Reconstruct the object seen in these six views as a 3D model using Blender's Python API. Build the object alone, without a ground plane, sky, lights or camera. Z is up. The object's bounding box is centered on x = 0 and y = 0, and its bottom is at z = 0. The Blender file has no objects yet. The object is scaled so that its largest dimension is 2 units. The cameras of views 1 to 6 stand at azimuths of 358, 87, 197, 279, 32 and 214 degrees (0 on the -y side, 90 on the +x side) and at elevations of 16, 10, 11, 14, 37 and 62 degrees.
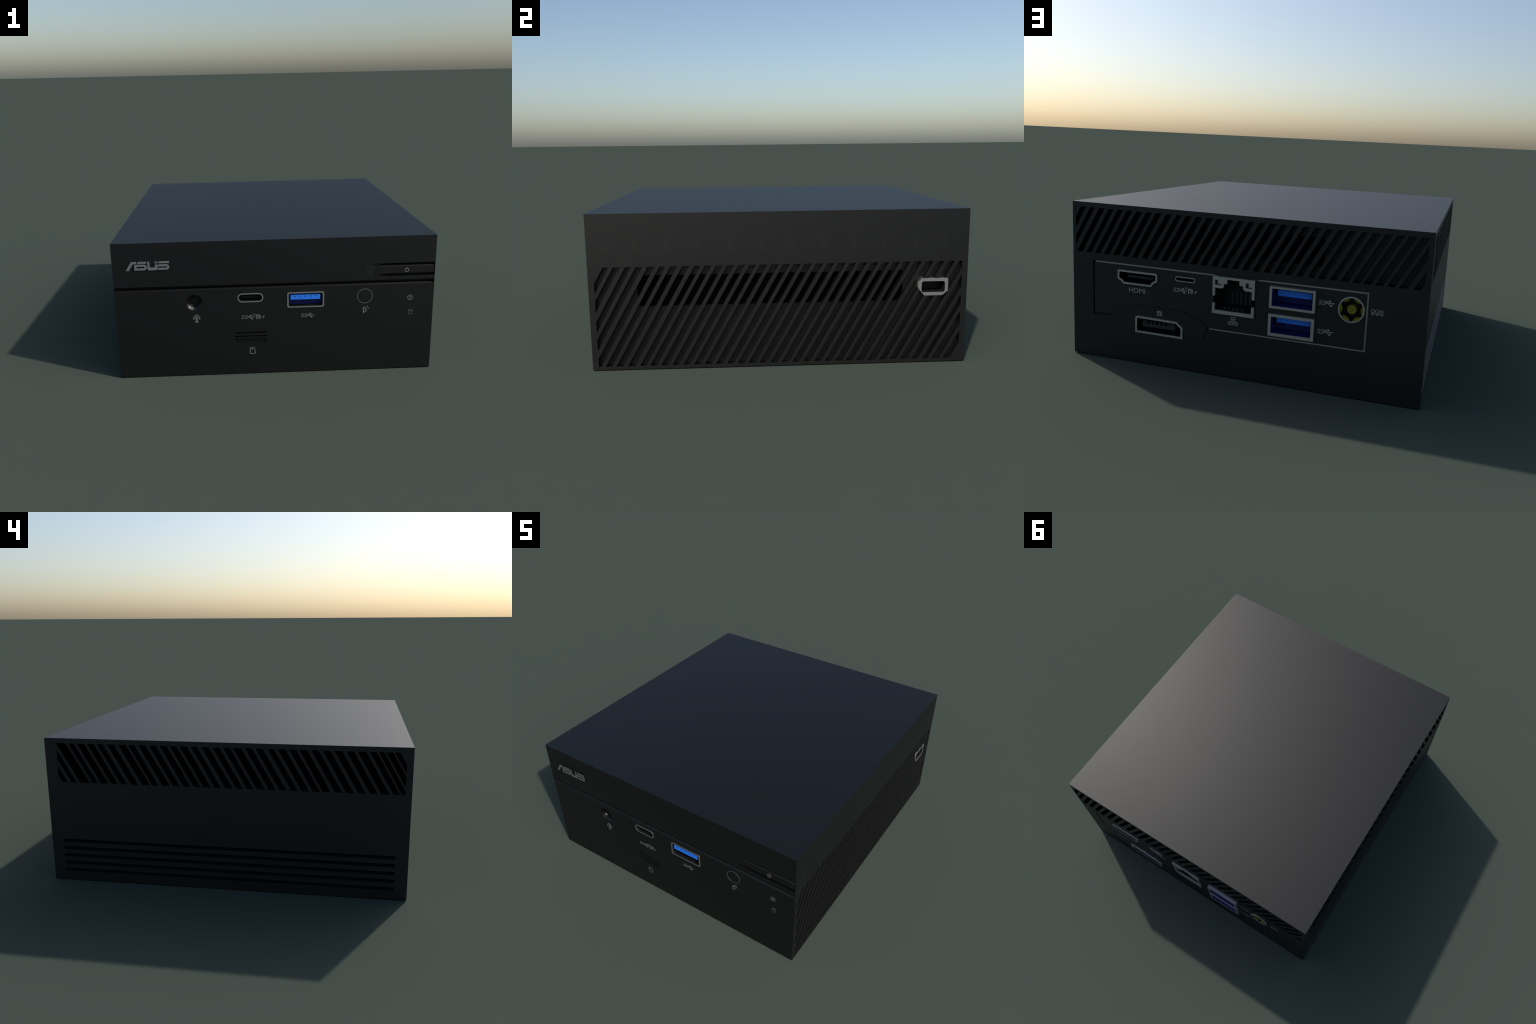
# A small black desktop mini computer, built part by part.
import bpy, bmesh, math
from mathutils import Vector

# ------------------------------------------------------------------ sizes
X = 0.9235            # half width (left / right faces)
YF, YB = -0.992, 0.980  # front and rear faces
H = 0.8246            # height

scene = bpy.context.scene
root = bpy.data.objects.new("mini_computer", None)
root["label"] = "small square black desktop computer with slanted vents"
root["category"] = "mini computer"
scene.collection.objects.link(root)

# every face of the box has its own (u, v, d): u along the face in world x or
# y, v = height, d = distance outward from the face
MAP = {
    "front": lambda u, v, d: (u, YF - d, v),
    "rear":  lambda u, v, d: (u, YB + d, v),
    "right": lambda u, v, d: (X + d, u, v),
    "left":  lambda u, v, d: (-X - d, u, v),
}
READ = {"front": 1, "rear": -1, "right": 1, "left": -1}   # reading direction along u


# ------------------------------------------------------------------ materials
def new_mat(name):
    m = bpy.data.materials.new(name)
    m.use_nodes = True
    nt = m.node_tree
    return m, nt, nt.nodes["Principled BSDF"]


def link(nt, a, b):
    nt.links.new(a, b)


def math_node(nt, op, a, b=None, clamp=False):
    n = nt.nodes.new("ShaderNodeMath")
    n.operation = op
    n.use_clamp = clamp
    for i, val in enumerate((a, b)):
        if val is None:
            continue
        if isinstance(val, (int, float)):
            n.inputs[i].default_value = val
        else:
            nt.links.new(val, n.inputs[i])
    return n.outputs[0]


def grainy(name, color, rough, amount=0.12, scale=60.0, metallic=0.0, spec=0.5):
    """Plain material with a faint grain in colour and gloss."""
    m, nt, p = new_mat(name)
    tc = nt.nodes.new("ShaderNodeTexCoord")
    no = nt.nodes.new("ShaderNodeTexNoise")
    no.inputs["Scale"].default_value = scale
    no.inputs["Detail"].default_value = 4
    link(nt, tc.outputs["Object"], no.inputs["Vector"])
    ramp = nt.nodes.new("ShaderNodeValToRGB")
    lo = [c * (1 - amount) for c in color]
    hi = [c * (1 + amount) for c in color]
    ramp.color_ramp.elements[0].position = 0.3
    ramp.color_ramp.elements[1].position = 0.7
    ramp.color_ramp.elements[0].color = (*lo, 1)
    ramp.color_ramp.elements[1].color = (*hi, 1)
    link(nt, no.outputs["Fac"], ramp.inputs["Fac"])
    link(nt, ramp.outputs["Color"], p.inputs["Base Color"])
    p.inputs["Roughness"].default_value = rough
    p.inputs["Metallic"].default_value = metallic
    p.inputs["Specular IOR Level"].default_value = spec
    return m


HOUSING_COL = (0.0014, 0.0014, 0.0014)
HOUSING_ROUGH = 0.497


def housing_material():
    """Near-black satin plastic; the side above the large vent carries a row
    of faint pale marks at an even spacing."""
    m, nt, p = new_mat("black_satin_plastic")
    tc = nt.nodes.new("ShaderNodeTexCoord")
    sep = nt.nodes.new("ShaderNodeSeparateXYZ")
    link(nt, tc.outputs["Object"], sep.inputs[0])
    x, y, z = sep.outputs
    # fine grain
    no = nt.nodes.new("ShaderNodeTexNoise")
    no.inputs["Scale"].default_value = 22
    no.inputs["Detail"].default_value = 6
    link(nt, tc.outputs["Object"], no.inputs["Vector"])
    # pale marks: repeat every PITCH along y
    PITCH = 0.1605
    ym = math_node(nt, "SUBTRACT", math_node(nt, "FLOORED_MODULO", math_node(nt, "ADD", y, 0.981), PITCH), PITCH / 2)
    comb = nt.nodes.new("ShaderNodeCombineXYZ")
    link(nt, ym, comb.inputs[0])
    link(nt, z, comb.inputs[1])
    n2 = nt.nodes.new("ShaderNodeTexNoise")
    n2.inputs["Scale"].default_value = 95
    n2.inputs["Detail"].default_value = 5
    link(nt, comb.outputs[0], n2.inputs["Vector"])

    def blob(cy, cz, sy, sz):
        a = math_node(nt, "DIVIDE", math_node(nt, "SUBTRACT", ym, cy), sy)
        b = math_node(nt, "DIVIDE", math_node(nt, "SUBTRACT", z, cz), sz)
        r2 = math_node(nt, "ADD", math_node(nt, "MULTIPLY", a, a), math_node(nt, "MULTIPLY", b, b))
        return math_node(nt, "SUBTRACT", 1.0, r2, True)
    spots = math_node(nt, "ADD", blob(-0.012, 0.690, 0.014, 0.026), blob(-0.004, 0.645, 0.018, 0.034))
    spots = math_node(nt, "ADD", spots, math_node(nt, "MULTIPLY", blob(-0.045, 0.567, 0.016, 0.008), 0.6))
    grain = math_node(nt, "MULTIPLY", math_node(nt, "SUBTRACT", n2.outputs["Fac"], 0.45, True), 5.0, True)
    mask = math_node(nt, "MULTIPLY", spots, grain, True)
    mask = math_node(nt, "MULTIPLY", mask, math_node(nt, "GREATER_THAN", x, 0.918))
    mix = nt.nodes.new("ShaderNodeMix")
    mix.data_type = 'RGBA'
    mix.inputs[6].default_value = (*HOUSING_COL, 1)
    mix.inputs[7].default_value = (0.022, 0.022, 0.0225, 1)
    link(nt, math_node(nt, "MULTIPLY", mask, 0.55), mix.inputs[0])
    hsv = nt.nodes.new("ShaderNodeHueSaturation")
    link(nt, mix.outputs[2], hsv.inputs["Color"])
    mr = nt.nodes.new("ShaderNodeMapRange")
    mr.inputs["From Min"].default_value = 0.3
    mr.inputs["From Max"].default_value = 0.7
    mr.inputs["To Min"].default_value = 0.95
    mr.inputs["To Max"].default_value = 1.05
    link(nt, no.outputs["Fac"], mr.inputs["Value"])
    link(nt, mr.outputs["Result"], hsv.inputs["Value"])
    link(nt, hsv.outputs["Color"], p.inputs["Base Color"])
    rr = nt.nodes.new("ShaderNodeMapRange")
    rr.inputs["From Min"].default_value = 0.3
    rr.inputs["From Max"].default_value = 0.7
    rr.inputs["To Min"].default_value = HOUSING_ROUGH - 0.005
    rr.inputs["To Max"].default_value = HOUSING_ROUGH + 0.005
    link(nt, no.outputs["Fac"], rr.inputs["Value"])
    link(nt, rr.outputs["Result"], p.inputs["Roughness"])
    return m


M_HOUSE = housing_material()
M_DARK = grainy("dark_vent_interior", (0.0016, 0.0016, 0.0017), 0.85, spec=0.1)
M_SOCKET = grainy("black_socket_plastic", (0.0040, 0.0042, 0.0045), 0.6, spec=0.3)
M_PIN = grainy("dark_socket_contact", (0.013, 0.0135, 0.014), 0.5)
M_METAL = grainy("grey_connector_shell", (0.435, 0.43, 0.405), 0.5, 0.04, metallic=1.0)
M_PRINT = grainy("grey_printed_marking", (0.44, 0.44, 0.425), 0.5, 0.04, metallic=1.0)
M_LOGO = grainy("grey_logo_inlay", (0.45, 0.45, 0.435), 0.5, 0.04, metallic=1.0)
M_NAVY = grainy("navy_usb_cavity", (0.010, 0.014, 0.115), 0.55, spec=0.3)
M_BLUE = grainy("bright_blue_usb_tongue", (0.026, 0.205, 0.86), 0.5, 0.04, spec=0.3)
M_BROWN = grainy("brown_usb_contact", (0.045, 0.035, 0.012), 0.5)
M_YELLOW = grainy("yellow_power_contact", (0.165, 0.150, 0.004), 0.5, 0.05, spec=0.3)
M_JACK = grainy("polished_dark_jack_metal", (0.042, 0.042, 0.042), 0.36, 0.05, metallic=1.0)


# ------------------------------------------------------------------ mesh helpers
def finish(name, bm, mat, parent=root, keep=True):
    bmesh.ops.recalc_face_normals(bm, faces=bm.faces)
    me = bpy.data.meshes.new(name)
    bm.to_mesh(me)
    bm.free()
    if mat is not None:
        me.materials.append(mat)
    ob = bpy.data.objects.new(name, me)
    scene.collection.objects.link(ob)
    if keep:
        ob.parent = parent
    return ob


def loft_loops(bm, loops, cap_first=True, cap_last=True):
    rows = [[bm.verts.new(p) for p in lp] for lp in loops]
    n = len(rows[0])
    for a, b in zip(rows, rows[1:]):
        for i in range(n):
            j = (i + 1) % n
            bm.faces.new((a[i], a[j], b[j], b[i]))
    if cap_first:
        bm.faces.new(rows[0])
    if cap_last:
        bm.faces.new(rows[-1])
    return rows


def prism(name, face, poly, d0, d1, mat, parent=root, keep=True, poly2=None):
    """Extrude an outline drawn on a face from depth d0 to d1."""
    bm = bmesh.new()
    f = MAP[face]
    loft_loops(bm, [[f(u, v, d0) for u, v in poly],
                    [f(u, v, d1) for u, v in (poly2 or poly)]])
    return finish(name, bm, mat, parent, keep)


def rect(u0, u1, v0, v1):
    return [(u0, v0), (u1, v0), (u1, v1), (u0, v1)]


def rounded(u0, u1, v0, v1, r, seg=4):
    pts = []
    for cx, cy, a0 in ((u1 - r, v0 + r, -90), (u1 - r, v1 - r, 0), (u0 + r, v1 - r, 90), (u0 + r, v0 + r, 180)):
        for i in range(seg + 1):
            a = math.radians(a0 + 90 * i / seg)
            pts.append((cx + r * math.cos(a), cy + r * math.sin(a)))
    return pts


def circle(cu, cv, r, n=32, a0=0.0):
    return [(cu + r * math.cos(a0 + 2 * math.pi * i / n), cv + r * math.sin(a0 + 2 * math.pi * i / n)) for i in range(n)]


def shell_ring(name, face, outer, inner, d_front, d_back, mat, parent=root):
    """Tube of a connector: outer wall, flat front rim, inner wall."""
    bm = bmesh.new()
    f = MAP[face]

    def loop(poly, d):
        vs = [bm.verts.new(f(u, v, d)) for u, v in poly]
        es = [bm.edges.new((vs[i], vs[(i + 1) % len(vs)])) for i in range(len(vs))]
        return vs, es
    of, ofe = loop(outer, d_front)
    inf, ife = loop(inner, d_front)
    ob_, obe = loop(outer, d_back)
    ib, ibe = loop(inner, d_back)
    for A, B in ((of, ob_), (inf, ib)):
        n = len(A)
        for i in range(n):
            j = (i + 1) % n
            bm.faces.new((A[i], A[j], B[j], B[i]))
    bmesh.ops.triangle_fill(bm, use_beauty=True, edges=ofe + ife)
    bmesh.ops.triangle_fill(bm, use_beauty=True, edges=obe + ibe)
    return finish(name, bm, mat, parent)


def cavity(name, face, poly, d_front, d_back, mat, parent):
    """Open-fronted lining of a socket: walls and floor."""
    bm = bmesh.new()
    f = MAP[face]
    loft_loops(bm, [[f(u, v, d_front) for u, v in poly], [f(u, v, d_back) for u, v in poly]], cap_first=False)
    ob = finish(name, bm, mat, parent)
    return ob


def grow(poly, k):
    """Offset an outline about its centre by a distance k (convex-ish outlines)."""
    n = len(poly)
    area = sum(poly[i][0] * poly[(i + 1) % n][1] - poly[(i + 1) % n][0] * poly[i][1] for i in range(n))
    sg = 1 if area > 0 else -1
    out = []
    for i in range(n):
        p0, p1, p2 = Vector(poly[i - 1]), Vector(poly[i]), Vector(poly[(i + 1) % n])
        a = (p1 - p0).normalized()
        b = (p2 - p1).normalized()
        na = Vector((a.y, -a.x)) * sg
        nb = Vector((b.y, -b.x)) * sg
        m = na + nb
        m = m / max(m.dot(m) / 2, 0.2)
        q = p1 + m * k
        out.append((q.x, q.y))
    return out


def clip(poly, u0, u1, v0, v1):
    """Clip an outline to a rectangle."""
    def half(pts, ax, lim, keep_less):
        res = []
        for i in range(len(pts)):
            a, b = pts[i], pts[(i + 1) % len(pts)]
            ia = a[ax] <= lim if keep_less else a[ax] >= lim
            ib = b[ax] <= lim if keep_less else b[ax] >= lim
            if ia:
                res.append(a)
            if ia != ib:
                t = (lim - a[ax]) / (b[ax] - a[ax])
                res.append((a[0] + t * (b[0] - a[0]), a[1] + t * (b[1] - a[1])))
        return res
    for ax, lim, less in ((0, u0, False), (0, u1, True), (1, v0, False), (1, v1, True)):
        if not poly:
            return []
        poly = half(poly, ax, lim, less)
    return poly


CUT = bpy.data.collections.new("cutters")
scene.collection.children.link(CUT)


def boolean_cut(target, cutters):
    """Subtract a list of helper solids and delete them."""
    for c in cutters:
        scene.collection.objects.unlink(c)
        CUT.objects.link(c)
    mod = target.modifiers.new("cut", 'BOOLEAN')
    mod.operation = 'DIFFERENCE'
    mod.operand_type = 'COLLECTION'
    mod.collection = CUT
    mod.solver = 'EXACT'
    mod.material_mode = 'TRANSFER'
    dg = bpy.context.evaluated_depsgraph_get()
    me = bpy.data.meshes.new_from_object(target.evaluated_get(dg))
    old = target.data
    target.modifiers.clear()
    target.data = me
    me.name = old.name
    bpy.data.meshes.remove(old)
    for c in list(CUT.objects):
        bpy.data.objects.remove(c, do_unlink=True)


# ------------------------------------------------------------------ housing
bm = bmesh.new()
bmesh.ops.create_cube(bm, size=1.0)
for v in bm.verts:
    v.co = Vector((v.co.x * 2 * X, YF if v.co.y < 0 else YB, H if v.co.z > 0 else 0))
bmesh.ops.bevel(bm, geom=[e for e in bm.edges if all(v.co.z < 0.1 for v in e.verts)], offset=0.0035, segments=2, profile=0.5, affect='EDGES')
housing = finish("housing", bm, M_HOUSE)

# vents: the face, rectangle, lean of the slats (du/dv), and the slats as
# (centre at mid height, width) in millimetres
VENTS = {
    "right": dict(rect=(-0.961, 0.951, 0.020, 0.550), lean=0.565, depth=0.034, slats=[
        (-1100, 72), (-1022, 20), (-963, 25), (-907, 20), (-849, 24), (-788, 22), (-732, 21), (-672, 22),
        (-610, 23), (-555, 19), (-498, 20), (-440, 19), (-383, 21), (-326, 19), (-270, 19), (-211, 20),
        (-152, 21), (-96, 18), (-39, 18), (19, 20), (78, 20), (136, 20), (195, 19), (251, 20), (309, 22),
        (367, 20), (424, 19), (480, 19), (536, 19), (597, 21), (659, 20), (716, 20), (772, 19), (832, 22),
        (891, 23), (944, 21), (1005, 20), (1090, 74)]),
    "left": dict(rect=(-0.960, 0.912, 0.578, 0.797), lean=0.575, depth=0.040, slats=[
        (-1010, 46), (-956, 10), (-913, 12), (-875, 11), (-827, 19), (-767, 18), (-709, 21), (-649, 22),
        (-589, 21), (-531, 22), (-472, 16), (-418, 20), (-359, 21), (-303, 26), (-244, 20), (-188, 21),
        (-125, 18), (-71, 22), (-14, 21), (47, 24), (103, 21), (162, 17), (216, 18), (274, 22), (331, 20),
        (392, 23), (445, 14), (507, 24), (569, 24), (624, 18), (679, 17), (739, 18), (787, 16), (861, 20),
        (913, 21), (975, 42)]),
    "rear": dict(rect=(-0.899, 0.906, 0.561, 0.799), lean=-0.570, depth=0.055, slats=[
        (-970, 44), (-901, 27), (-842, 20), (-788, 18), (-734, 18), (-682, 16), (-629, 19), (-573, 21),
        (-520, 26), (-465, 20), (-412, 25), (-358, 23), (-304, 19), (-247, 22), (-194, 24), (-139, 23),
        (-84, 22), (-30, 27), (25, 23), (79, 24), (134, 20), (187, 20), (243, 23), (298, 22), (353, 23),
        (406, 24), (463, 25), (518, 21), (572, 22), (629, 22), (683, 22), (736, 23), (789, 24), (846, 27),
        (899, 25), (965, 46)]),
}

shallow, deep = [], []
for face, v in VENTS.items():
    shallow.append(prism("vent_cut", face, rect(*v["rect"]), 0.02, -v["depth"], M_HOUSE, keep=False))

# openings behind the slats, leading into the dark interior
def slanted_opening(face, v0, v1, stations, d_front=0.0):
    """Deep opening whose floor depth changes along the face: stations are
    (u, depth); the ends may be notched by giving v0/v1 insets."""
    bm = bmesh.new()
    fm = MAP[face]
    loft_loops(bm, [[fm(u, v0, d_front), fm(u, v0, -dep), fm(u, v1, -dep), fm(u, v1, d_front)] for u, dep in stations])
    return finish("opening_cut", bm, M_DARK, keep=False)


deep.append(slanted_opening("right", 0.3355, 0.499, [(-0.748, 0.038), (0.2, 0.048), (0.644, 0.076)]))
deep.append(slanted_opening("rear", 0.608, 0.7465, [(-0.422, 0.215), (0.45, 0.110)]))
lr = VENTS["left"]["rect"]
deep.append(slanted_opening("left", lr[2] + 0.001, lr[3] - 0.001, [(lr[0] + 0.001, 0.046), (0.0, 0.062), (0.45, 0.078), (0.72, 0.090), (0.79, 0.14), (lr[1] - 0.001, 0.15)], -0.03))

# five horizontal grooves low on the left side
for k in range(5):
    zt = 0.246 - 0.0438 * k
    bm = bmesh.new()
    prof = [(0.004, zt), (-0.027, zt), (-0.027, zt - 0.006), (0.0, zt - 0.019), (0.004, zt - 0.019)]
    loft_loops(bm, [[MAP["left"](u, z, d) for d, z in prof] for u in (-0.9255, 0.912)])
    shallow.append(finish("groove_cut", bm, M_HOUSE, keep=False))

# seam across the front: undercut above, chamfer on the lower edge
bm = bmesh.new()
prof = [(0.01, 0.564), (-0.060, 0.564), (-0.060, 0.548), (-0.0180, 0.548), (0.0, 0.5375), (0.01, 0.537)]
loft_loops(bm, [[MAP["front"](u, z, d) for d, z in prof] for u in (-0.9222, 0.9205)])
shallow.append(finish("seam_cut", bm, M_HOUSE, keep=False))

# recess of the power button, ramping in from the left
bm = bmesh.new()
prof = [(0.515, 0.01), (0.526, 0.0), (0.585, -0.010), (0.650, -0.036), (0.9210, -0.036), (0.9210, 0.01)]
loft_loops(bm, [[MAP["front"](u, z, d) for u, d in prof] for z in (0.586, 0.664)])
shallow.append(finish("button_recess_cut", bm, M_HOUSE, keep=False))

# card slot: two thin deep slits and a thumb notch with a sloping right wall
for z0, z1 in ((0.2595, 0.2675), (0.2380, 0.2445)):
    shallow.append(prism("card_slit_cut", "front", rect(-0.2410, -0.0535, z0, z1), 0.01, -0.034, M_HOUSE, keep=False))
shallow.append(prism("card_notch_cut", "front", rect(-0.2385, -0.0505, 0.1890, 0.2290), 0.002, -0.013, M_HOUSE, keep=False,
                     poly2=rect(-0.2350, -0.0740, 0.1925, 0.2270)))

# pocket for the rear port panel (leaves a groove all round the panel)
PANEL = (-0.653, 0.804, 0.2345, 0.5225)
GAP = 0.0090
shallow.append(prism("panel_cut", "rear", rect(*PANEL), 0.02, -0.012, M_HOUSE, keep=False))
boolean_cut(housing, shallow)

# ------------------------------------------------------------------ port outlines
HDMI = [(0.6523, 0.4855), (0.6460, 0.4904), (0.4320, 0.4904), (0.4250, 0.4845), (0.4250, 0.4487),
        (0.4470, 0.4355), (0.4595, 0.4187), (0.6185, 0.4187), (0.6325, 0.4335), (0.6523, 0.4410)]
DISPLAY = [(0.5450, 0.1700), (0.5450, 0.2510), (0.5340, 0.2590), (0.3085, 0.2550), (0.2750, 0.2268), (0.2750, 0.1690)]
LAN = rect(-0.1035, 0.1160, 0.3300, 0.5180)
USB_UP = rect(-0.4068, -0.1808, 0.3955, 0.5030)
USB_LOW = rect(-0.4068, -0.1795, 0.2575, 0.3670)
USBC_R = rounded(0.2150, 0.3245, 0.4655, 0.4905, 0.008, 3)
DC_C = (-0.5765, 0.4330)
JACK_C = (-0.469, 0.461)
USB_F = rounded(0.0668, 0.2820, 0.4115, 0.5062, 0.011, 3)
USBC_F = rounded(-0.2205, -0.0712, 0.4530, 0.5085, 0.0265, 6)
LOCK_OUT = [(0.7185, 0.4390), (0.7400, 0.4605), (0.8780, 0.4595), (0.8790, 0.3920), (0.8500, 0.3672), (0.7530, 0.3667), (0.7190, 0.4090)]
LOCK_IN = rounded(0.7385, 0.8622, 0.3848, 0.4430, 0.010, 3)

# light metal bracket seen at the bottom of the groove round the panel
for strip in (rect(PANEL[0] - 0.001, 0.792, PANEL[3] - 0.013, PANEL[3] + 0.001),
              rect(PANEL[0] - 0.001, PANEL[0] + 0.012, PANEL[2] + 0.0105, PANEL[3] - 0.0135),
              rect(PANEL[0] - 0.001, 0.140, PANEL[2] - 0.001, PANEL[2] + 0.010)):
    prism("port_bracket", "rear", strip, -0.013, -0.0090, M_METAL)
panel = prism("rear_port_panel", "rear", rect(PANEL[0] + GAP, PANEL[1] - GAP, PANEL[2] + GAP, PANEL[3] - GAP), -0.013, 0.0, M_HOUSE)
# raised plate around the lower display port, lapping over the panel edge
PLATE = [(0.690, 0.230), (0.672, 0.272), (0.640, 0.287), (0.590, 0.293), (0.559, 0.3155), (0.283, 0.3170), (0.239, 0.2940),
         (0.193, 0.2870), (0.156, 0.2640), (0.1455, 0.2390), (0.157, 0.1960), (0.172, 0.1760),
         (0.215, 0.1600), (0.2545, 0.1540), (0.310, 0.1500), (0.590, 0.1500), (0.650, 0.1640), (0.682, 0.1900)]
plate = prism("display_port_surround", "rear", PLATE, -0.011, 0.0055, M_HOUSE, poly2=grow(PLATE, -0.003))


def cutters_for(shape_list):
    res = []
    for face, poly, depth in shape_list:
        res.append(prism("port_cut", face, grow(poly, -0.001), 0.05, -depth, M_DARK, keep=False))
    return res


REAR_HOLES = [("rear", HDMI, 0.09), ("rear", DISPLAY, 0.12), ("rear", LAN, 0.14), ("rear", USB_UP, 0.105),
              ("rear", USB_LOW, 0.105), ("rear", USBC_R, 0.08), ("rear", circle(*DC_C, 0.062, 40), 0.075)]
boolean_cut(panel, cutters_for(REAR_HOLES[:1] + REAR_HOLES[2:]))
boolean_cut(plate, cutters_for(REAR_HOLES[1:2]))
boolean_cut(housing, cutters_for(REAR_HOLES + [("front", USB_F, 0.06), ("front", USBC_F, 0.05), ("right", LOCK_OUT, 0.10),
                                               ("front", circle(*JACK_C, 0.0480, 16), 0.09)]) + deep)

# ------------------------------------------------------------------ vent slats
lock_solid = prism("lock_cut", "right", grow(LOCK_OUT, -0.001), 0.05, -0.05, M_HOUSE, keep=False)
scene.collection.objects.unlink(lock_solid)
lock_u = (min(p[0] for p in LOCK_OUT), max(p[0] for p in LOCK_OUT))
for face, v in VENTS.items():
    u0, u1, v0, v1 = v["rect"]
    h = v1 - v0
    for c, w in v["slats"]:
        c, w = c / 1000, w / 1000 + (0.0018 if face == "right" else 0.0)
        s = v["lean"] * (h / 2 + 0.004)
        poly = [(c - w / 2 - s, v0 - 0.004), (c + w / 2 - s, v0 - 0.004), (c + w / 2 + s, v1 + 0.004), (c - w / 2 + s, v1 + 0.004)]
        poly = clip(poly, u0 - 0.003, u1 + 0.003, v0 - 0.003, v1 + 0.003)
        if len(poly) < 3:
            continue
        slat = prism("vent_slat", face, poly, -0.0006, -v["depth"] - 0.001, M_HOUSE)
        if face == "right":
            # slats stop at the lock slot tube
            vm = 0.413
            um = c + v["lean"] * (vm - (v0 + v1) / 2)
            if lock_u[0] - 0.06 < um < lock_u[1] + 0.06:
                cp = lock_solid.copy()
                cp.data = lock_solid.data.copy()
                scene.collection.objects.link(cp)
                boolean_cut(slat, [cp])
                if len(slat.data.polygons) == 0:
                    bpy.data.objects.remove(slat, do_unlink=True)
bpy.data.objects.remove(lock_solid, do_unlink=True)

# lock slot: light tube passing between the slats
lock = shell_ring("lock_slot", "right", LOCK_OUT, LOCK_IN, 0.0006, -0.093, M_METAL)
cavity("lock_slot_cavity", "right", grow(LOCK_IN, -0.0008), -0.0008, -0.092, M_SOCKET, lock)

# ------------------------------------------------------------------ front parts
# thin bar inside the seam
prism("seam_strip", "front", rect(-0.9228, 0.9210, 0.5545, 0.5570), -0.0605, -0.009, M_HOUSE)

# power button: slanted left end, chamfered top edge
bm = bmesh.new()
f = MAP["front"]
base = [(0.551, 0.599), (0.580, 0.6525), (0.9207, 0.6525), (0.9207, 0.601)]
top = [(0.576, 0.6035), (0.594, 0.6440), (0.9180, 0.6435), (0.9180, 0.6035)]
loft_loops(bm, [[f(u, v_, -0.0365) for u, v_ in base], [f(u, v_, -0.0150) for u, v_ in base], [f(u, v_, -0.0006) for u, v_ in top]])
button = finish("power_button", bm, M_HOUSE)

# headphone jack: faceted countersink, inner sleeve, bore
def revolve(name, face, c, prof, n, mat, parent=root, a0=0.0):
    bm = bmesh.new()
    fm = MAP[face]
    loft_loops(bm, [[fm(u, v_, d) for u, v_ in circle(*c, r, n, a0)] for r, d in prof], cap_first=False)
    return finish(name, bm, mat, parent)


jack = revolve("headphone_jack", "front", JACK_C, [(0.0485, 0.0005), (0.0345, -0.0120), (0.0300, -0.0125), (0.0255, -0.020)], 16, M_JACK, a0=math.pi / 16)
revolve("jack_bore", "front", JACK_C, [(0.0255, -0.0200), (0.0240, -0.0700), (0.012, -0.0850)], 16, M_SOCKET, jack, a0=math.pi / 16)

# front usb-c
uc = shell_ring("usb_c_port", "front", USBC_F, grow(USBC_F, -0.0072), 0.002, -0.045, M_METAL)
cavity("usb_c_cavity", "front", grow(USBC_F, -0.0078), 0.0005, -0.044, M_SOCKET, uc)
prism("usb_c_tongue", "front", rect(-0.190, -0.102, 0.4740, 0.4870), -0.044, -0.014, M_SOCKET, uc)


def usb_a(face, outer, inner, d_front, d_floor, tongue, d_tongue, wall_mat):
    port = shell_ring("usb_port", face, outer, inner, d_front, d_floor - 0.004, M_METAL)
    cavity("usb_cavity", face, grow(inner, -0.0006), d_front - 0.0015, d_floor, wall_mat, port)
    prism("usb_back_wall", face, grow(inner, -0.0010), d_floor + 0.0005, d_floor + 0.0020, M_NAVY, port)
    u0, u1, v0, v1 = tongue
    prism("usb_tongue", face, rect(*tongue), d_floor - 0.001, d_tongue, M_BLUE, port)
    first = None
    for i in range(5):
        cu = u0 + (u1 - u0) * (0.14 + 0.18 * i)
        cv = v0 + (v1 - v0) * (0.72 if face == "front" else 0.55)
        prism("usb_contact", face, circle(cu, cv, 0.0040 if face == "front" else 0.0030, 8), d_tongue - 0.002, d_tongue + 0.0006, M_BROWN, port)
    return port


usb_a("front", USB_F, rounded(0.0758, 0.2732, 0.4192, 0.4990, 0.008, 3), 0.003, -0.036, (0.0868, 0.2595, 0.4602, 0.4878), -0.0005, M_SOCKET)

# ------------------------------------------------------------------ rear ports
usb_a("rear", USB_UP, rect(-0.3945, -0.1935, 0.4075, 0.4930), 0.020, -0.075, (-0.3790, -0.2100, 0.4500, 0.4790), -0.022, M_NAVY)
usb_a("rear", USB_LOW, rect(-0.3920, -0.1935, 0.2730, 0.3535), 0.020, -0.075, (-0.3790, -0.2100, 0.3170, 0.3440), -0.022, M_NAVY)
# bridge between the stacked ports
prism("usb_bridge", "rear", rect(-0.4050, -0.1825, 0.3665, 0.3960), -0.014, 0.006, M_HOUSE)

hdmi = shell_ring("hdmi_port", "rear", HDMI, grow(HDMI, -0.0095), 0.008, -0.085, M_METAL)
cavity("hdmi_cavity", "rear", grow(HDMI, -0.0100), 0.0065, -0.084, M_SOCKET, hdmi)
tong = prism("hdmi_tongue", "rear", rect(0.4600, 0.6050, 0.4520, 0.4600), -0.084, -0.012, M_PIN, hdmi)
for i in range(9):
    cu = 0.6035 - i * 0.0178
    prism("hdmi_contact", "rear", rect(cu - 0.0075, cu + 0.001, 0.4598, 0.4665), -0.083, -0.0125, M_PIN, hdmi)

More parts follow.
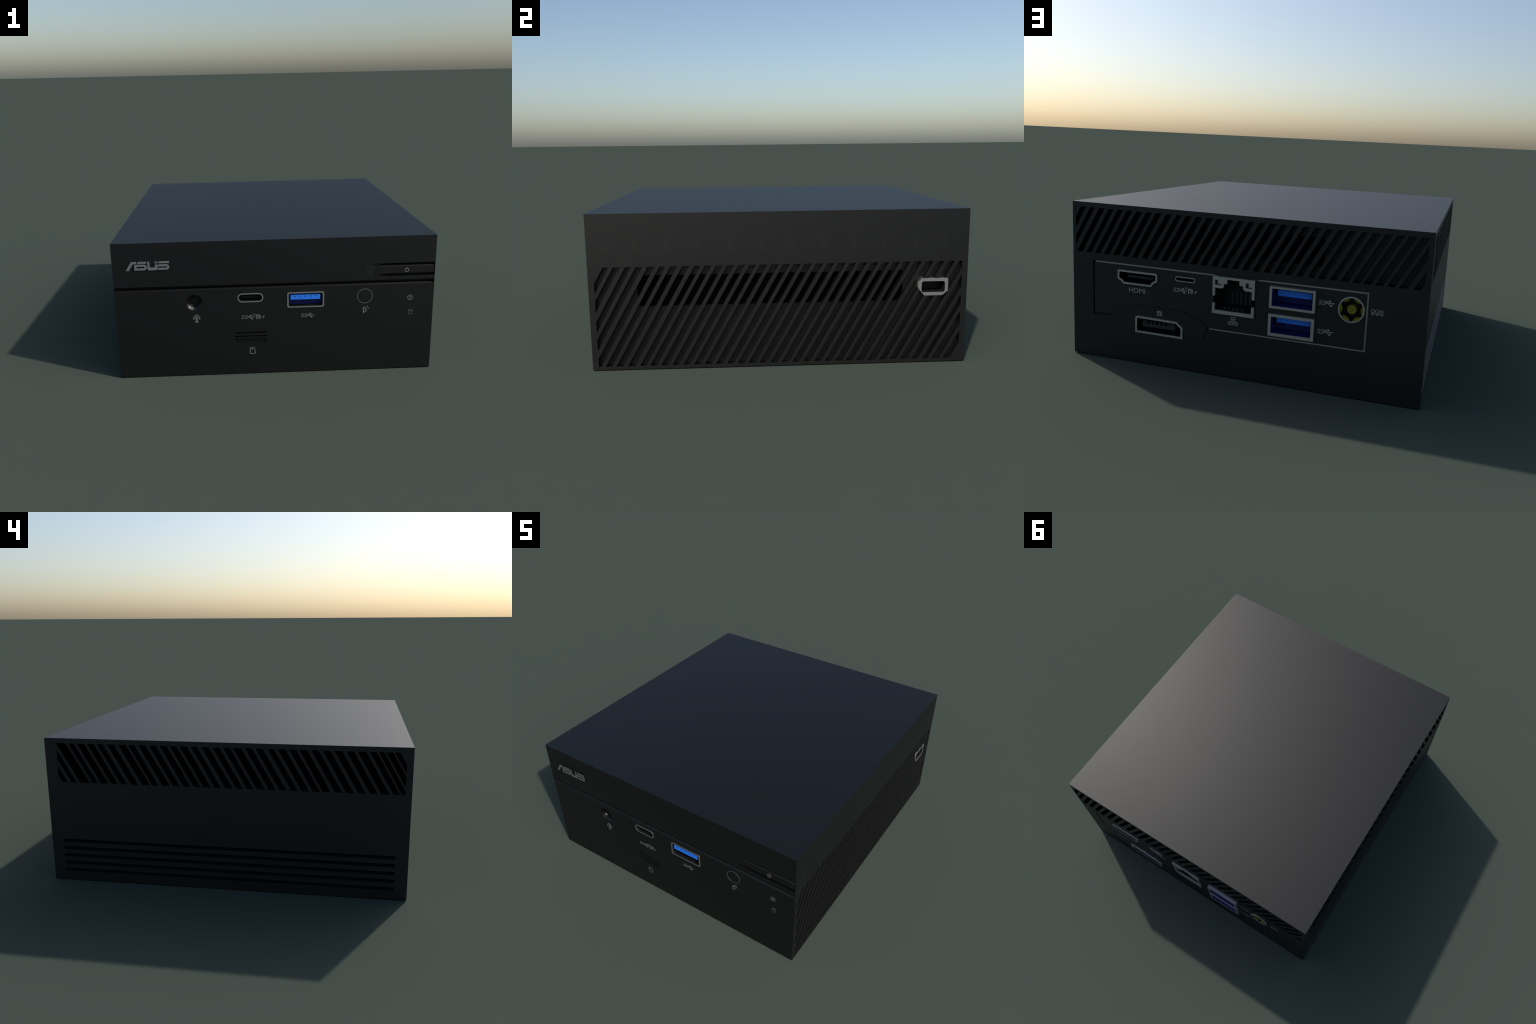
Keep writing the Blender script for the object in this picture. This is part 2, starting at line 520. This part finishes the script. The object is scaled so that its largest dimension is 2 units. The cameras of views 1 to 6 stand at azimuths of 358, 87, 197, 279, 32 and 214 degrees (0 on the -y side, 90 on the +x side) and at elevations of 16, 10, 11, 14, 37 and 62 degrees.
dp = shell_ring("display_port", "rear", DISPLAY, grow(DISPLAY, -0.0105), 0.014, -0.113, M_METAL)
cavity("display_port_cavity", "rear", grow(DISPLAY, -0.0110), 0.0125, -0.112, M_SOCKET, dp)
prism("display_port_tongue", "rear", rect(0.3260, 0.5120, 0.2010, 0.2185), -0.112, -0.004, M_PIN, dp)
for a, b in ((0.4850, 0.5120), (0.4600, 0.4720), (0.4350, 0.4470), (0.4100, 0.4220), (0.3850, 0.3970), (0.3260, 0.3720)):
    prism("display_port_contact", "rear", rect(a, b, 0.2180, 0.2330), -0.083, -0.0045, M_PIN, dp)

ucr = shell_ring("usb_c_port", "rear", USBC_R, grow(USBC_R, -0.0042), 0.004, -0.07, M_METAL)
cavity("usb_c_cavity", "rear", grow(USBC_R, -0.0046), 0.0025, -0.069, M_SOCKET, ucr)
prism("usb_c_tongue", "rear", rect(0.2300, 0.3100, 0.4745, 0.4810), -0.069, -0.020, M_SOCKET, ucr)

# network socket: bottom/side frame, top hood with two lamp windows, contacts
RJ_IN = [(0.1030, 0.3480), (0.1030, 0.4600), (0.0675, 0.4600), (0.0575, 0.4650), (0.0565, 0.4835), (0.0400, 0.4840), (0.0390, 0.5068),
         (-0.0240, 0.5068), (-0.0250, 0.4840), (-0.0430, 0.4835), (-0.0450, 0.4670), (-0.0565, 0.4600), (-0.0890, 0.4600), (-0.0890, 0.3480)]
rj = prism("network_port", "rear", [(-0.1035, 0.3300), (0.1160, 0.3300), (0.1160, 0.3835), (0.1030, 0.3835), (0.1030, 0.3480),
                                   (-0.0890, 0.3480), (-0.0890, 0.3835), (-0.1035, 0.3835)], 0.002, 0.015, M_METAL)
for a, b in ((0.1030, 0.1160), (-0.1035, -0.0900)):
    prism("network_port_post", "rear", rect(a, b, 0.4195, 0.4590), 0.002, 0.0148, M_METAL, rj)
prism("network_port_hood", "rear", [(0.1160, 0.5180), (0.1160, 0.4600)] + RJ_IN[2:12] + [(-0.1035, 0.4600), (-0.1035, 0.5180)], 0.002, 0.0150, M_METAL, rj)
cavity("network_port_cavity", "rear", rect(-0.0895, 0.1035, 0.3475, 0.5072), 0.010, -0.096, M_SOCKET, rj)
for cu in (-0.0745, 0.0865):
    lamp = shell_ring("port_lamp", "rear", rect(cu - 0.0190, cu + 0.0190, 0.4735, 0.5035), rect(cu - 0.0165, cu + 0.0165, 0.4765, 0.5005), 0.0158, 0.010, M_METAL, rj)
    prism("lamp_recess_shade_plate", "rear", rect(cu - 0.0165, cu + 0.0165, 0.4765, 0.5005), 0.0145, 0.0153, M_SOCKET, rj)  # dark plate drawn as recess shade; the grey inset is its lit floor
    prism("lamp_recess_lit_patch", "rear", rect(cu - 0.0165, cu + 0.0020, 0.4815, 0.5005), 0.0150, 0.0156, M_METAL, rj)
for i in range(6):
    cu = -0.070 + i * 0.0235
    prism("network_contact", "rear", rect(cu - 0.0055, cu + 0.0055, 0.362, 0.425), -0.095, -0.086, M_PIN, rj)
for i in range(5):
    cu = -0.030 + i * 0.0235
    prism("network_contact", "rear", rect(cu - 0.0055, cu + 0.0055, 0.348, 0.358), -0.095, -0.020, M_PIN, rj)
prism("strip_above_network_port", "rear", rect(-0.116, 0.100, 0.5195, 0.5250), -0.011, 0.0045, M_HOUSE, rj)

# round power socket: ring, star-shaped core, gold-coloured petals and pin
ring = shell_ring("power_socket", "rear", circle(*DC_C, 0.0630, 20), circle(*DC_C, 0.0562, 20), 0.0060, -0.07, M_METAL)
cavity("power_socket_cavity", "rear", circle(*DC_C, 0.0555, 40), 0.0030, -0.050, M_SOCKET, ring)
for k in range(6):
    a = math.radians(60 * k)
    pts = []
    for i in range(9):
        t = -1 + i / 4
        b = a + t * math.radians(23)
        pts.append((DC_C[0] + 0.0558 * math.cos(b), DC_C[1] + 0.0558 * math.sin(b)))
    for i in range(1, 8):
        t = 1 - i / 4
        b = a + t * math.radians(23)
        r = 0.0558 - 0.0130 * (1 - t * t) ** 0.8
        pts.append((DC_C[0] + r * math.cos(b), DC_C[1] + r * math.sin(b)))
    prism("power_socket_petal", "rear", pts, -0.010, 0.001, M_YELLOW, ring)
prism("power_socket_pin", "rear", circle(DC_C[0] + 0.000, DC_C[1] - 0.0015, 0.0220, 24), -0.049, -0.006, M_YELLOW, ring)

# ------------------------------------------------------------------ logo letters (raised 8 mm)
def letter(name, parts):
    """Thin grey face plate standing on a black backing."""
    bm, bk = bmesh.new(), bmesh.new()
    for k, poly in enumerate(parts):
        pts = [(u + (-0.22 - u) * 0.0024, v_ + 0.0025) for u, v_ in poly]
        inner = grow(pts, -0.0012)
        loft_loops(bm, [[f(u, v_, 0.0070) for u, v_ in pts], [f(u, v_, 0.008 - 0.0002 * k) for u, v_ in pts]])
        loft_loops(bk, [[f(u, v_, -0.001) for u, v_ in inner], [f(u, v_, 0.0071) for u, v_ in inner]])
    ob = finish(name, bm, M_LOGO)
    finish("logo_backing", bk, M_HOUSE, ob)
    return ob


def arc_s(u0, u1, v0, v1, t, r):
    """Lower bowl of the letter S: bar out, half turn, bar back."""
    cv = (v0 + v1) / 2
    ro = (v1 - v0) / 2
    ri = ro - t
    out, inn = [], []
    for i in range(9):
        a = math.radians(90 - 180 * i / 8)
        out.append((u1 - ro + ro * math.cos(a), cv + ro * math.sin(a)))
        inn.append((u1 - ro + ri * 0.9 * math.cos(a), cv + ri * math.sin(a)))
    return [(u0, v1)] + out + [(u0, v0), (u0, v0 + t)] + inn[::-1] + [(u0, v1 - t)]


letter("logo_letter", [
    [(-0.8484, 0.6640), (-0.8301, 0.6640), (-0.8051, 0.7036), (-0.7855, 0.7036), (-0.7855, 0.7166), (-0.8138, 0.7168)],
    [(-0.7980, 0.6653), (-0.7855, 0.6653), (-0.7855, 0.6997), (-0.7978, 0.6997)]])
letter("logo_letter", [
    [(-0.7828, 0.7044), (-0.7290, 0.7044), (-0.7288, 0.7164), (-0.7744, 0.7164)],
    arc_s(-0.7848, -0.7268, 0.6655, 0.7000, 0.0130, 0)])
letter("logo_letter", [
    [(-0.7230, 0.7164), (-0.7236, 0.6725), (-0.7215, 0.6670), (-0.7170, 0.6644), (-0.6753, 0.6644), (-0.6690, 0.6680), (-0.6664, 0.6739), (-0.6662, 0.6980), (-0.6820, 0.6982),
     (-0.6820, 0.6812), (-0.7050, 0.6812), (-0.7095, 0.6835), (-0.7112, 0.6882), (-0.7115, 0.7164)],
    [(-0.6816, 0.7049), (-0.6660, 0.7049), (-0.6658, 0.7161), (-0.6816, 0.7161)]])
letter("logo_letter", [
    [(-0.6637, 0.7047), (-0.6010, 0.7047), (-0.6009, 0.7166), (-0.6560, 0.7166)],
    arc_s(-0.6640, -0.6002, 0.6660, 0.6987, 0.0126, 0)])

# ------------------------------------------------------------------ printed markings
PROUD = 0.0005


class Marking:
    """Flat printed icon made of strokes and fills, drawn in reading direction."""

    def __init__(self, name, face, cu, cv, scale=1.0, base=0.0):
        self.bm = bmesh.new()
        self.name, self.face, self.cu, self.cv, self.s, self.base = name, face, cu, cv, scale, base
        self.k = 0

    def _lift(self):
        self.k += 1
        return self.base + PROUD + 0.00012 * self.k

    def pt(self, p, d):
        return MAP[self.face](self.cu + READ[self.face] * p[0] * self.s, self.cv + p[1] * self.s, d)

    def fill(self, pts):
        d = self._lift()
        loft_loops(self.bm, [[self.pt(p, self.base - 0.001) for p in pts], [self.pt(p, d) for p in pts]])

    def stroke(self, pts, w, closed=False):
        P = [Vector(p) for p in pts]
        n = len(P)
        L, R = [], []
        for i in range(n):
            if closed:
                a = (P[i] - P[i - 1]).normalized()
                b = (P[(i + 1) % n] - P[i]).normalized()
            else:
                a = (P[i] - P[i - 1]).normalized() if i else (P[1] - P[0]).normalized()
                b = (P[i + 1] - P[i]).normalized() if i < n - 1 else a
            m = Vector((-a.y - b.y, a.x + b.x))
            m = m / max(m.dot(m) / 2, 0.35)
            L.append(tuple(P[i] + m * w / 2))
            R.append(tuple(P[i] - m * w / 2))
        if not closed:
            self.fill(L + R[::-1])
            return
        d = self._lift()
        bm = self.bm
        rows = [[bm.verts.new(self.pt(p, z)) for p in q] for q, z in ((L, self.base - 0.001), (L, d), (R, d), (R, self.base - 0.001))]
        for A, B in zip(rows, rows[1:]):
            for i in range(n):
                j = (i + 1) % n
                bm.faces.new((A[i], A[j], B[j], B[i]))

    def dot(self, c, r, n=10):
        self.fill(circle(c[0], c[1], r, n))

    def ring(self, c, r, w, n=18):
        self.stroke(circle(c[0], c[1], r, n), w, True)

    def text(self, body, u, v_, size, shear=0.0, width=None):
        cur = bpy.data.curves.new("lettering", 'FONT')
        cur.body = body
        cur.size = size
        cur.shear = shear
        cur.resolution_u = 4
        tob = bpy.data.objects.new("lettering", cur)
        scene.collection.objects.link(tob)
        dg = bpy.context.evaluated_depsgraph_get()
        me = bpy.data.meshes.new_from_object(tob.evaluated_get(dg))
        xs = [q.co.x for q in me.vertices]
        x0, x1 = min(xs), max(xs)
        k = (width / (x1 - x0)) if width else 1.0
        d = self._lift()
        vs = [self.bm.verts.new(self.pt((u + (q.co.x - x0) * k, v_ + q.co.y), d)) for q in me.vertices]
        fs = []
        for pol in me.polygons:
            try:
                fs.append(self.bm.faces.new([vs[i] for i in pol.vertices]))
            except ValueError:
                pass
        # give the letters thickness down into the surface
        ret = bmesh.ops.extrude_face_region(self.bm, geom=fs)
        back = MAP[self.face](0, 0, self.base - 0.001)
        ax = 1 if self.face in ("front", "rear") else 0
        for g in ret["geom"]:
            if isinstance(g, bmesh.types.BMVert):
                g.co[ax] = back[ax]
        bpy.data.objects.remove(tob, do_unlink=True)
        bpy.data.meshes.remove(me)
        bpy.data.curves.remove(cur)

    def done(self, mat=None, parent=root):
        return finish(self.name, self.bm, mat or M_PRINT, parent)


def trident(m, u, v_, length):
    k = length / 0.043
    w = 0.0042 * k
    m.stroke([(u, v_), (u + 0.035 * k, v_)], w)
    m.fill([(u + 0.034 * k, v_ - 0.0040 * k), (u + 0.044 * k, v_), (u + 0.034 * k, v_ + 0.0040 * k)])
    m.dot((u + 0.003 * k, v_), 0.0042 * k)
    m.stroke([(u + 0.004 * k, v_ + 0.001), (u + 0.008 * k, v_ + 0.008 * k), (u + 0.018 * k, v_ + 0.0100 * k)], w * 0.8)
    m.dot((u + 0.020 * k, v_ + 0.0100 * k), 0.0046 * k)
    m.stroke([(u + 0.010 * k, v_ - 0.001), (u + 0.015 * k, v_ - 0.008 * k), (u + 0.024 * k, v_ - 0.0115 * k)], w * 0.8)
    m.fill(rect(u + 0.0215 * k, u + 0.0305 * k, v_ - 0.0165 * k, v_ - 0.0075 * k))


def d_icon(m, u, v_, w, h):
    """Hooked letter D of the video connector mark."""
    t = 0.0042
    m.stroke([(u + t / 2, v_), (u + t / 2, v_ + h - t / 2), (u + w * 0.55, v_ + h - t / 2), (u + w * 0.85, v_ + h * 0.80),
              (u + w - t / 2, v_ + h * 0.5), (u + w * 0.85, v_ + h * 0.22), (u + w * 0.52, v_ + t * 0.7)], t)
    m.stroke([(u + w * 0.22, v_ + h * 0.30), (u + w * 0.55, v_ + h * 0.30), (u + w * 0.68, v_ + h * 0.5),
              (u + w * 0.55, v_ + h * 0.72), (u + w * 0.22, v_ + h * 0.72)], t * 0.9)


def usb_full_mark(face, u, v_, scale=1.0):
    m = Marking("usb_marking", face, u, v_, scale)
    m.text("SS", 0.0, -0.0105, 0.0315, 0.22, 0.040)
    trident(m, 0.040, 0.0, 0.041)
    m.text("10", 0.0685, 0.0105, 0.0135, 0.0, 0.0150)
    d_icon(m, 0.0865, -0.0150, 0.0290, 0.0290)
    m.fill([(0.1385, 0.0130), (0.1215, -0.0030), (0.1285, -0.0030), (0.1200, -0.0135), (0.1390, 0.0025), (0.1310, 0.0025)])
    return m.done()


def usb_short_mark(face, u, v_, scale=1.0):
    m = Marking("usb_marking", face, u, v_, scale)
    m.text("SS", 0.0, -0.0115, 0.0315, 0.22, 0.0395)
    trident(m, 0.038, 0.0, 0.0425)
    return m.done()


usb_full_mark("front", -0.2020, 0.3615)
usb_short_mark("front", 0.1460, 0.3615)
usb_full_mark("rear", 0.3375, 0.4200, 0.97)
usb_short_mark("rear", -0.4172, 0.4500, 0.99)
usb_short_mark("rear", -0.4172, 0.3098, 0.99)

# headset mark
m = Marking("headset_marking", "front", -0.4605, 0.3635)
m.stroke([(-0.0165, -0.006), (-0.0150, 0.0080), (-0.0080, 0.0185), (0.0, 0.0225), (0.0080, 0.0185), (0.0150, 0.0080), (0.0165, -0.006)], 0.0048)
m.fill(rect(-0.0205, -0.0125, -0.0060, 0.0060))
m.fill(rect(0.0125, 0.0205, -0.0060, 0.0060))
m.fill(rect(-0.0062, 0.0062, -0.0210, 0.0120))
m.fill(rect(-0.0105, 0.0105, -0.0258, -0.0200))
m.done()

# memory card mark
m = Marking("card_marking", "front", -0.1390, 0.1475)
m.stroke([(-0.0150, -0.0185), (-0.0150, 0.0185), (0.0085, 0.0185), (0.0115, 0.0060), (0.0150, -0.0020), (0.0140, -0.0185)], 0.0046, True)
m.fill(rect(-0.0060, 0.0010, 0.0060, 0.0165))
m.done()

# power mark on the button
m = Marking("power_marking", "front", 0.7590, 0.6205)
arc = [(0.0105 * math.cos(math.radians(a)), 0.0105 * math.sin(math.radians(a))) for a in range(110, 431, 20)]
m.stroke(arc, 0.0036)
m.stroke([(0.0, 0.0050), (0.0, 0.0160)], 0.0036)
m.done(parent=button)

# sensor ring and speaker mark
m = Marking("sensor_ring", "front", 0.5200, 0.4685)
m.ring((0, 0), 0.0440, 0.0024, 16)
m.done()
m = Marking("speaker_marking", "front", 0.5115, 0.3815)
m.stroke([(0.0030, -0.0185), (0.0030, 0.0185)], 0.0070)
m.stroke([(0.0050, 0.0170), (0.0140, 0.0130), (0.0205, 0.0020), (0.0160, -0.0080), (0.0050, -0.0130)], 0.0050)
m.stroke([(0.0190, 0.0260), (0.0270, 0.0180), (0.0325, 0.0080)], 0.0040)
m.done()

# drive lamp and drive mark
m = Marking("status_lamp", "front", 0.7855, 0.4510)
m.ring((0, 0), 0.0145, 0.0034, 16)
m.ring((0, 0), 0.0058, 0.0022, 10)
m.done()
m = Marking("drive_marking", "front", 0.7925, 0.3625)
m.stroke([(-0.0100, 0.0110), (-0.0050, 0.0145), (0.0050, 0.0145), (0.0100, 0.0110), (0.0095, -0.0100), (0.0075, -0.0150), (-0.0095, -0.0150)], 0.0018, True)
m.stroke([(-0.0100, 0.0080), (-0.0040, 0.0045), (0.0040, 0.0045), (0.0100, 0.0080)], 0.0018)
m.done()

# rear lettering
m = Marking("hdmi_lettering", "rear", 0.5895, 0.3760)
m.text("HDMI", 0.0, 0.0, 0.0375, 0.0, 0.0935)
m.done()
m = Marking("power_input_lettering", "rear", -0.6690, 0.4240)
m.text("DCIN", 0.0, 0.0075, 0.0235, 0.0, 0.0535)
m.stroke([(0.0, 0.0035), (0.0555, 0.0035)], 0.0028)
for a in (0.0, 0.0215, 0.0435):
    m.stroke([(a, -0.0025), (a + 0.0115, -0.0025)], 0.0028)
m.done()
m = Marking("display_marking", "rear", 0.4240, 0.2690, 1.0, 0.0055)
d_icon(m, 0.0, 0.0, 0.0290, 0.0295)
m.done()
# network mark: three linked screens
m = Marking("network_marking", "rear", 0.0080, 0.2970)
for cu, cv in ((0.0, 0.0135), (-0.0135, -0.0120), (0.0140, -0.0120)):
    m.stroke(rect(cu - 0.0100, cu + 0.0100, cv - 0.0055, cv + 0.0055), 0.0036, True)
m.stroke([(0.0, 0.0080), (0.0, 0.0020)], 0.0028)
m.stroke([(-0.0135, -0.0060), (-0.0135, 0.0005), (0.0140, 0.0005), (0.0140, -0.0060)], 0.0024)
m.done()

bpy.data.collections.remove(CUT)
